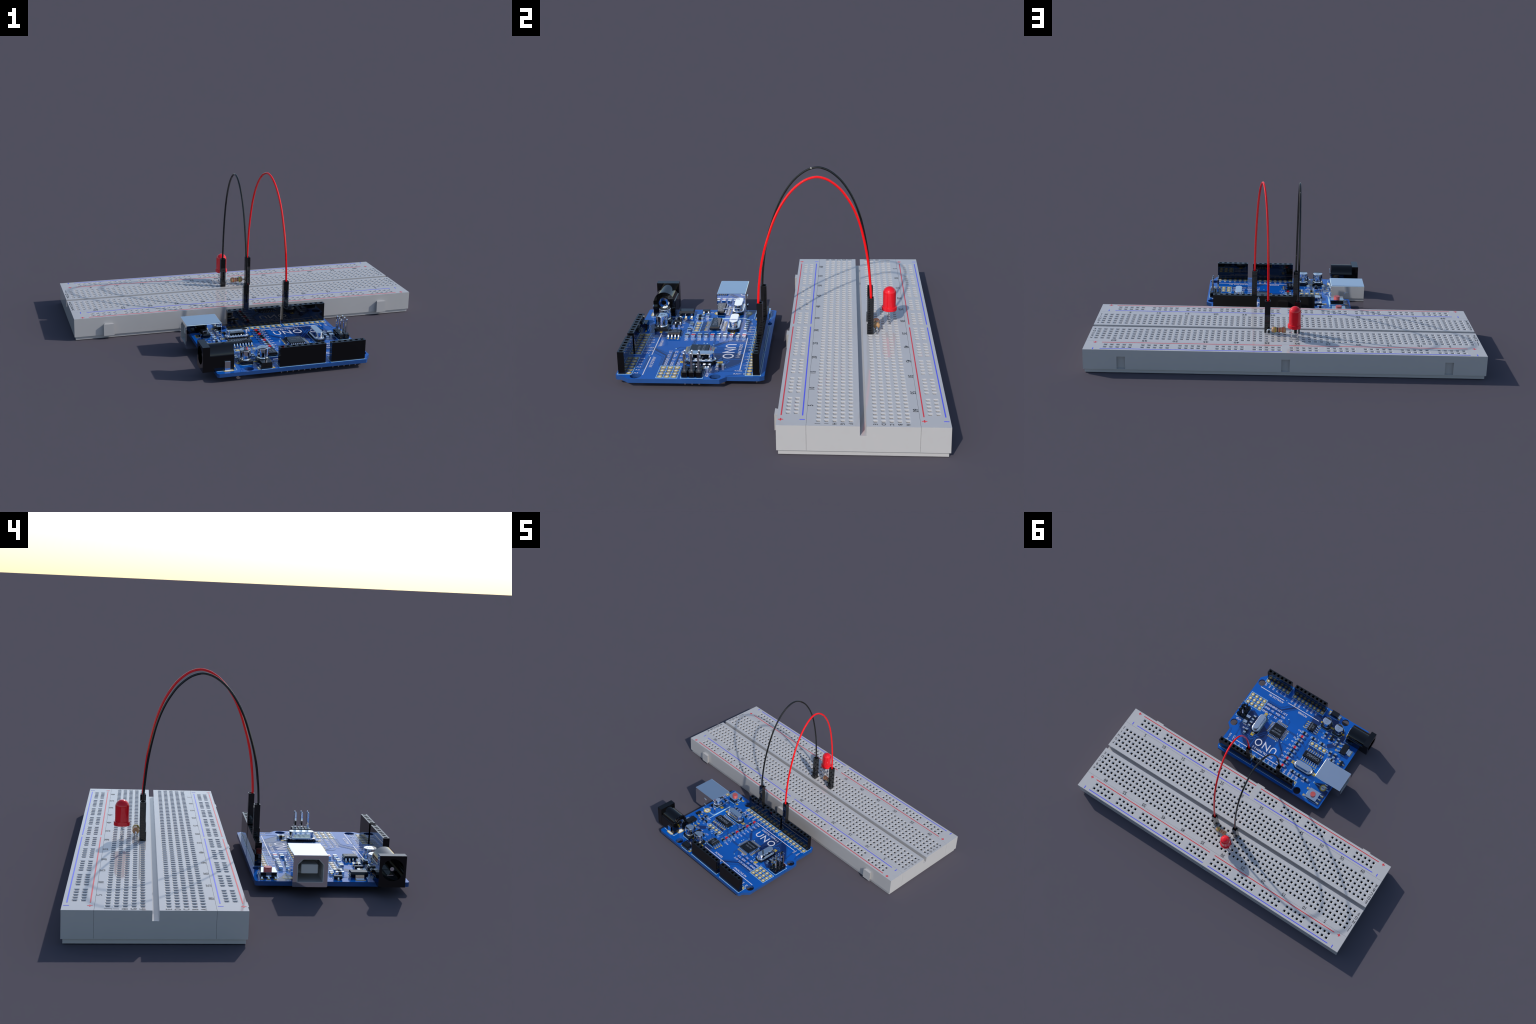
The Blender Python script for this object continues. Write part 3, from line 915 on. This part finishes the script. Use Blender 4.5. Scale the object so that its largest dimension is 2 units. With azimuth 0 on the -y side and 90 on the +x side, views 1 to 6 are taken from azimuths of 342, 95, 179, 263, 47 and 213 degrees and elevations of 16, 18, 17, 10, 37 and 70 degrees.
for cx, cy_ in ((-0.2072, -0.5165), (-0.3555, -0.3965)):
    leads = [(cx, cy_ + s * 0.0117, 1, 0, 0.0062, 0.0075, 0.0190) for s in (-1, 1)] + [(cx, cy_, -1, 0, 0.0062, 0.0075, 0.0190)]
    ob = package("transistor", cx, cy_, 0.0088, 0.0185, 0.0610, leads, [], lift=0.002, slope=0.0015)
    B = Build()
    for s in (-1, 1):
        B.box(cx + 0.0110, cx + 0.0235, cy_ + s * 0.0117 - 0.0050, cy_ + s * 0.0117 + 0.0050, ZT - 0.0003, ZT + 0.0008, "gold")
    B.box(cx - 0.0235, cx - 0.0110, cy_ - 0.0050, cy_ + 0.0050, ZT - 0.0003, ZT + 0.0008, "gold")
    B.make("transistor_pad", ob)

# ---- diode beside the power header
B = Build()
rect_ = lambda hx, hy, z: [(-0.1365 + a * hx, -0.6705 + b * hy, z) for a, b in ((-1, -1), (1, -1), (1, 1), (-1, 1))]
B.loft([rect_(0.0265, 0.0165, ZT + 0.003), rect_(0.0285, 0.0185, ZT + 0.016), rect_(0.0265, 0.0165, 0.0795)], "black_top")
dio = B.make("diode", board)
B = Build()
for s in (-1, 1):
    gull(B, -0.1365, -0.6705, s, 0, 0.0200, 0.0270, 0.0410, ZT + 0.014, 0.0025)
B.make("diode_lead", dio)


# ---- chip resistors, capacitors and indicator lights
def chip(name, x, y, along_x, L, W, H, body):
    B = Build()
    ax = (lambda a0, a1, b0, b1: (x + a0, x + a1, y + b0, y + b1)) if along_x else (lambda a0, a1, b0, b1: (x + b0, x + b1, y + a0, y + a1))
    t_ = L * 0.32
    z0 = ZT - 0.0002
    for s in (-1, 1):
        a = sorted((s * L / 2, s * (L / 2 - t_)))
        B.box(*ax(a[0], a[1], -W / 2, W / 2), z0, z0 + H, "chrome", bev=0.0007)
    B.box(*ax(-L / 2 + t_ - 0.001, L / 2 - t_ + 0.001, -W / 2 + 0.0006, W / 2 - 0.0006), z0, z0 + H - 0.0004, body)
    e = 0.0036
    for s in (-1, 1):
        p = [(s * (L / 2 + e), -W / 2), (s * (L / 2 + e), W / 2)]
        if not along_x:
            p = [(b, a) for a, b in p]
        B.stroke([(x + a, y + b) for a, b in p], 0.0014, ZT, "silk_box", h=0.0006)
    return B.make(name, board)


RES, CAP, LEDN = "chip_resistor", "chip_capacitor", "indicator_led"
kinds = [(LEDN, "smd_led"), (RES, "black_top"), (LEDN, "smd_led"), (RES, "black_top"), (RES, "black_top"), (LEDN, "smd_led"), (RES, "black_top"), (CAP, "tan_cap"), (LEDN, "smd_led"), (RES, "black_top")]
for (nm, body), y in zip(kinds, ROW_Y):
    chip(nm, -0.0335, y, True, 0.0385, 0.0185, 0.0128, body)
for x, y, ax in ((-0.1137, -0.1745, True), (-0.1655, -0.1735, True), (-0.2158, -0.1728, True), (-0.1585, -0.5170, False), (-0.2505, -0.5200, False), (-0.1052, -0.4470, True), (-0.1758, -0.4455, True), (-0.2545, -0.4160, False), (-0.2888, -0.4175, False), (-0.2900, -0.3810, True), (0.3145, -0.3530, False), (0.3135, -0.3040, False), (0.3115, -0.2460, False)):
    chip(CAP, x, y, ax, 0.0365, 0.0175, 0.0140, "black_top")
chip("resettable_fuse", 0.3505, -0.3205, False, 0.0590, 0.0290, 0.0150, "black_top")

# ---- reset button
B = Build()
RX, RY = -0.3170, -0.1043
B.box(RX - 0.0370, RX + 0.0370, RY - 0.0345, RY + 0.0345, ZT + 0.0004, 0.0690, "black_top", bev=0.001)
reset = B.make("reset_button", board)
B = Build()
B.prism([(RX - 0.0380, RY - 0.0355), (RX + 0.0380, RY - 0.0355), (RX + 0.0380, RY + 0.0355), (RX - 0.0380, RY + 0.0355)], 0.0688, 0.0716, "chrome")
for s in (-1, 1):
    B.box(RX + s * 0.0374 - 0.0008, RX + s * 0.0374 + 0.0008, RY - 0.011, RY + 0.011, ZT + 0.006, 0.0700, "chrome")
    B.box(RX + s * 0.0505 - 0.0060, RX + s * 0.0505 + 0.0060, RY - 0.0325, RY - 0.0240, ZT + 0.001, ZT + 0.0045, "chrome", bev=0.001)
    B.box(RX + s * 0.0505 - 0.0060, RX + s * 0.0505 + 0.0060, RY + 0.0240, RY + 0.0325, ZT + 0.001, ZT + 0.0045, "chrome", bev=0.001)
    for q in (-1, 1):
        B.box(RX + s * 0.0405 - 0.0045, RX + s * 0.0405 + 0.0045, RY + q * 0.0282 - 0.0042, RY + q * 0.0282 + 0.0042, ZT + 0.001, ZT + 0.0085, "chrome", bev=0.001)
B.box(RX - 0.0565, RX - 0.0370, RY - 0.0042, RY + 0.0042, ZT + 0.001, ZT + 0.0055, "chrome", bev=0.001)
B.make("button_cover", reset)
B = Build()
B.lathe(RX, RY, [(0.0180, 0.0700), (0.0180, 0.0835), (0.0170, 0.0845)], "button", n=32)
B.make("button_cap", reset, smooth=35)


# ------------------------------------------------------------------ jumper wires
def catmull(P, n=5):
    out = []
    for i in range(len(P) - 1):
        p0, p1, p2, p3 = P[max(i - 1, 0)], P[i], P[i + 1], P[min(i + 2, len(P) - 1)]
        for k in range(n):
            t_ = k / n
            out.append(0.5 * ((2 * p1) + (p2 - p0) * t_ + (2 * p0 - 5 * p1 + 4 * p2 - p3) * t_ ** 2 + (3 * p1 - p0 - 3 * p2 + p3) * t_ ** 3))
    out.append(P[-1])
    return out


ARCH = [(-0.0082, 0.255), (-0.0081, 0.300), (-0.0017, 0.358), (0.0088, 0.408), (0.0205, 0.4537), (0.0375, 0.4995), (0.063, 0.552), (0.094, 0.602), (0.124, 0.647), (0.161, 0.692), (0.2046, 0.734), (0.261, 0.776), (0.324, 0.8115), (0.396, 0.839), (0.461, 0.8535),
        (0.528, 0.858), (0.600, 0.8483), (0.666, 0.828), (0.736, 0.7955), (0.792, 0.757), (0.835, 0.720), (0.875, 0.6748), (0.906, 0.629), (0.930, 0.582), (0.953, 0.529), (0.971, 0.4778), (0.9823, 0.435), (0.991, 0.391), (0.9993, 0.344), (1.0045, 0.297), (1.005, 0.255)]


def housing(parent, x, y, z0, z1, tail):
    """Crimp housing: square tube with an open mouth, a latch window and a lower block."""
    B = Build()
    h, wl, s = 0.0145, 0.0026, 0.0030
    zk = z0 + 0.040
    yf = y - h + s
    for a in ((x - h, x - h + wl, yf, y + h), (x + h - wl, x + h, yf, y + h), (x - h + wl, x + h - wl, y + h - wl, y + h)):
        B.box(*a, zk, z1, "black_satin")
    zw0, zw1 = zk + 0.004, zk + 0.052
    B.box(x - h + wl, x + h - wl, yf, yf + wl, zw1, z1, "black_satin")
    B.box(x - h + wl, x - 0.0035, yf, yf + wl, zk, zw1, "black_satin")
    B.box(x + 0.0035, x + h - wl, yf, yf + wl, zk, zw1, "black_satin")
    B.box(x - h, x + h, y - h, y + h, z0, zk, "black_satin", bev=0.0008)
    B.box(x - h + wl, x + h - wl, yf + 0.0002, y + h - wl, zk, z1 - 0.030, "cavity")
    ob = B.make("crimp_housing", parent, weld=False)
    B = Build()
    B.box(x - 0.0030, x + 0.0030, yf + 0.0004, yf + 0.002, zw0, zw0 + 0.007, "steel", bev=0.0006)
    B.box(x - 0.0036, x + 0.0036, y - 0.0036, y + 0.0036, tail, z0 + 0.001, "steel")
    B.make("contact_pin", ob)


for key, A, Bp, r, lab in (("wire_red", (XD1[7], -0.0795), (COLS[34], CY + ROWS_P[0]), 0.0056, "red jumper wire arching between two black crimp housings"),
                           ("wire_black", (XD2[6], -0.0795), (COLS[29], CY + ROWS_P[0]), 0.0053, "black jumper wire arching between two black crimp housings")):
    jw = thing("jumper_wire", lab, "jumper wire")
    wa, wb = A[0] + (0.0012 if key == "wire_black" else -0.0006), Bp[0] - 0.0015
    pts = catmull([Vector((wa + (wb - wa) * s, A[1] + (Bp[1] - A[1]) * s, z_)) for s, z_ in ARCH])
    B = Build()
    B.tube(pts, r, key, n=16)
    B.make("insulated_wire", jw, smooth=60)
    housing(jw, A[0], A[1], 0.1500, 0.2955, 0.100)
    housing(jw, Bp[0], Bp[1], TOP + 0.0008, 0.2955, 0.075)

# ------------------------------------------------------------------ light emitting diode
led = thing("light_emitting_diode", "red domed light emitting diode on two metal legs", "led")
lx, ly = (COLS[29] + COLS[30]) / 2, CY + ROWS_P[3]
B = Build()
n = 48
Rf, Rb, flat = 0.0358, 0.0302, 0.0312


def cut(r, z):
    pts = []
    for i in range(n):
        a = 2 * math.pi * i / n
        pts.append((lx + max(r * math.cos(a), -flat), ly + r * math.sin(a), z))
    return pts


rings = [cut(0.0340, 0.1855), cut(Rf, 0.1868), cut(Rf, 0.2015), cut(0.0348, 0.2030), cut(Rb + 0.0004, 0.2034)]
rings += [cut(Rb, z_) for z_ in (0.2060, 0.2690)]
rings += [cut(Rb * math.cos(math.radians(a)), 0.2690 + Rb * math.sin(math.radians(a))) for a in (8, 16, 26, 36, 48, 60, 72, 82)]
B.loft(rings, "lens")
B.make("led_lens", led, smooth=40)
B = Build()
for x in (COLS[29], COLS[30]):
    B.box(x - 0.0034, x + 0.0034, ly - 0.0034, ly + 0.0034, 0.080, 0.1870, "steel", bev=0.0006)
    B.box(x - 0.0058, x + 0.0058, ly - 0.0035, ly + 0.0035, 0.1480, 0.1530, "steel", bev=0.0006)
B.make("led_leg", led)

# ------------------------------------------------------------------ axial resistor
res = thing("axial_resistor", "small tan resistor with coloured bands and bent leads", "resistor")
ry, rz = CY + ROWS_P[1], 0.1478
xa, xb = COLS[30], COLS[34]
B = Build()
prof = [(-0.0050, 0.003), (-0.0046, 0.0085), (-0.0020, 0.0128), (0.0025, 0.0152), (0.0090, 0.0157), (0.0140, 0.0150), (0.0180, 0.0132), (0.0225, 0.0124), (0.0330, 0.0122), (0.0430, 0.0124), (0.0475, 0.0132), (0.0515, 0.0150), (0.0565, 0.0157), (0.0630, 0.0152), (0.0675, 0.0128), (0.0700, 0.0085), (0.0704, 0.003)]


def rad(x):
    for (a, ra), (b, rb) in zip(prof, prof[1:]):
        if a <= x <= b:
            return ra + (rb - ra) * (x - a) / (b - a)
    return 0.012


xring = lambda x, r, n=28: [(x, ry + r * math.cos(2 * math.pi * i / n), rz + r * math.sin(2 * math.pi * i / n)) for i in range(n)]
B.loft([xring(x, r) for x, r in prof], "resistor_body")
rb = B.make("resistor_body", res, smooth=60)
B = Build()
for x, w_, key in ((0.0512, 0.0050, "band_gold"), (0.0397, 0.0044, "band_dark"), (0.0275, 0.0034, "band_red"), (0.0121, 0.0034, "band_red")):
    st = [x - w_ / 2, x - w_ / 6, x + w_ / 6, x + w_ / 2]
    B.loft([xring(a, rad(a) + 0.00035) for a in st], key, False, False)
B.make("colour_band", rb, smooth=60)
B = Build()
bend = lambda xe, s: [(xe, ry, 0.080), (xe, ry, 0.124), (xe, ry, rz - 0.0095)] + [(xe + s * 0.0095 * (1 - math.cos(math.radians(a))), ry, rz - 0.0095 + 0.0095 * math.sin(math.radians(a))) for a in range(15, 91, 15)]
B.tube(bend(xa, 1) + [(-0.002, ry, rz)], 0.0036, "steel", n=12)
B.tube(bend(xb, -1) + [(0.068, ry, rz)], 0.0036, "steel", n=12)
B.make("resistor_lead", res, smooth=60)

# put every thing's Empty at the foot of that thing, leaving the parts where they are
bpy.context.view_layer.update()
for e in [o for o in bpy.data.objects if o.parent is None and o.type == 'EMPTY']:
    pts = [c.matrix_world @ Vector(k) for c in e.children_recursive for k in c.bound_box]
    foot = Vector(((min(p.x for p in pts) + max(p.x for p in pts)) / 2, (min(p.y for p in pts) + max(p.y for p in pts)) / 2, min(p.z for p in pts)))
    e.location = foot
    for c in e.children:
        c.matrix_parent_inverse = Matrix.Translation(-foot)
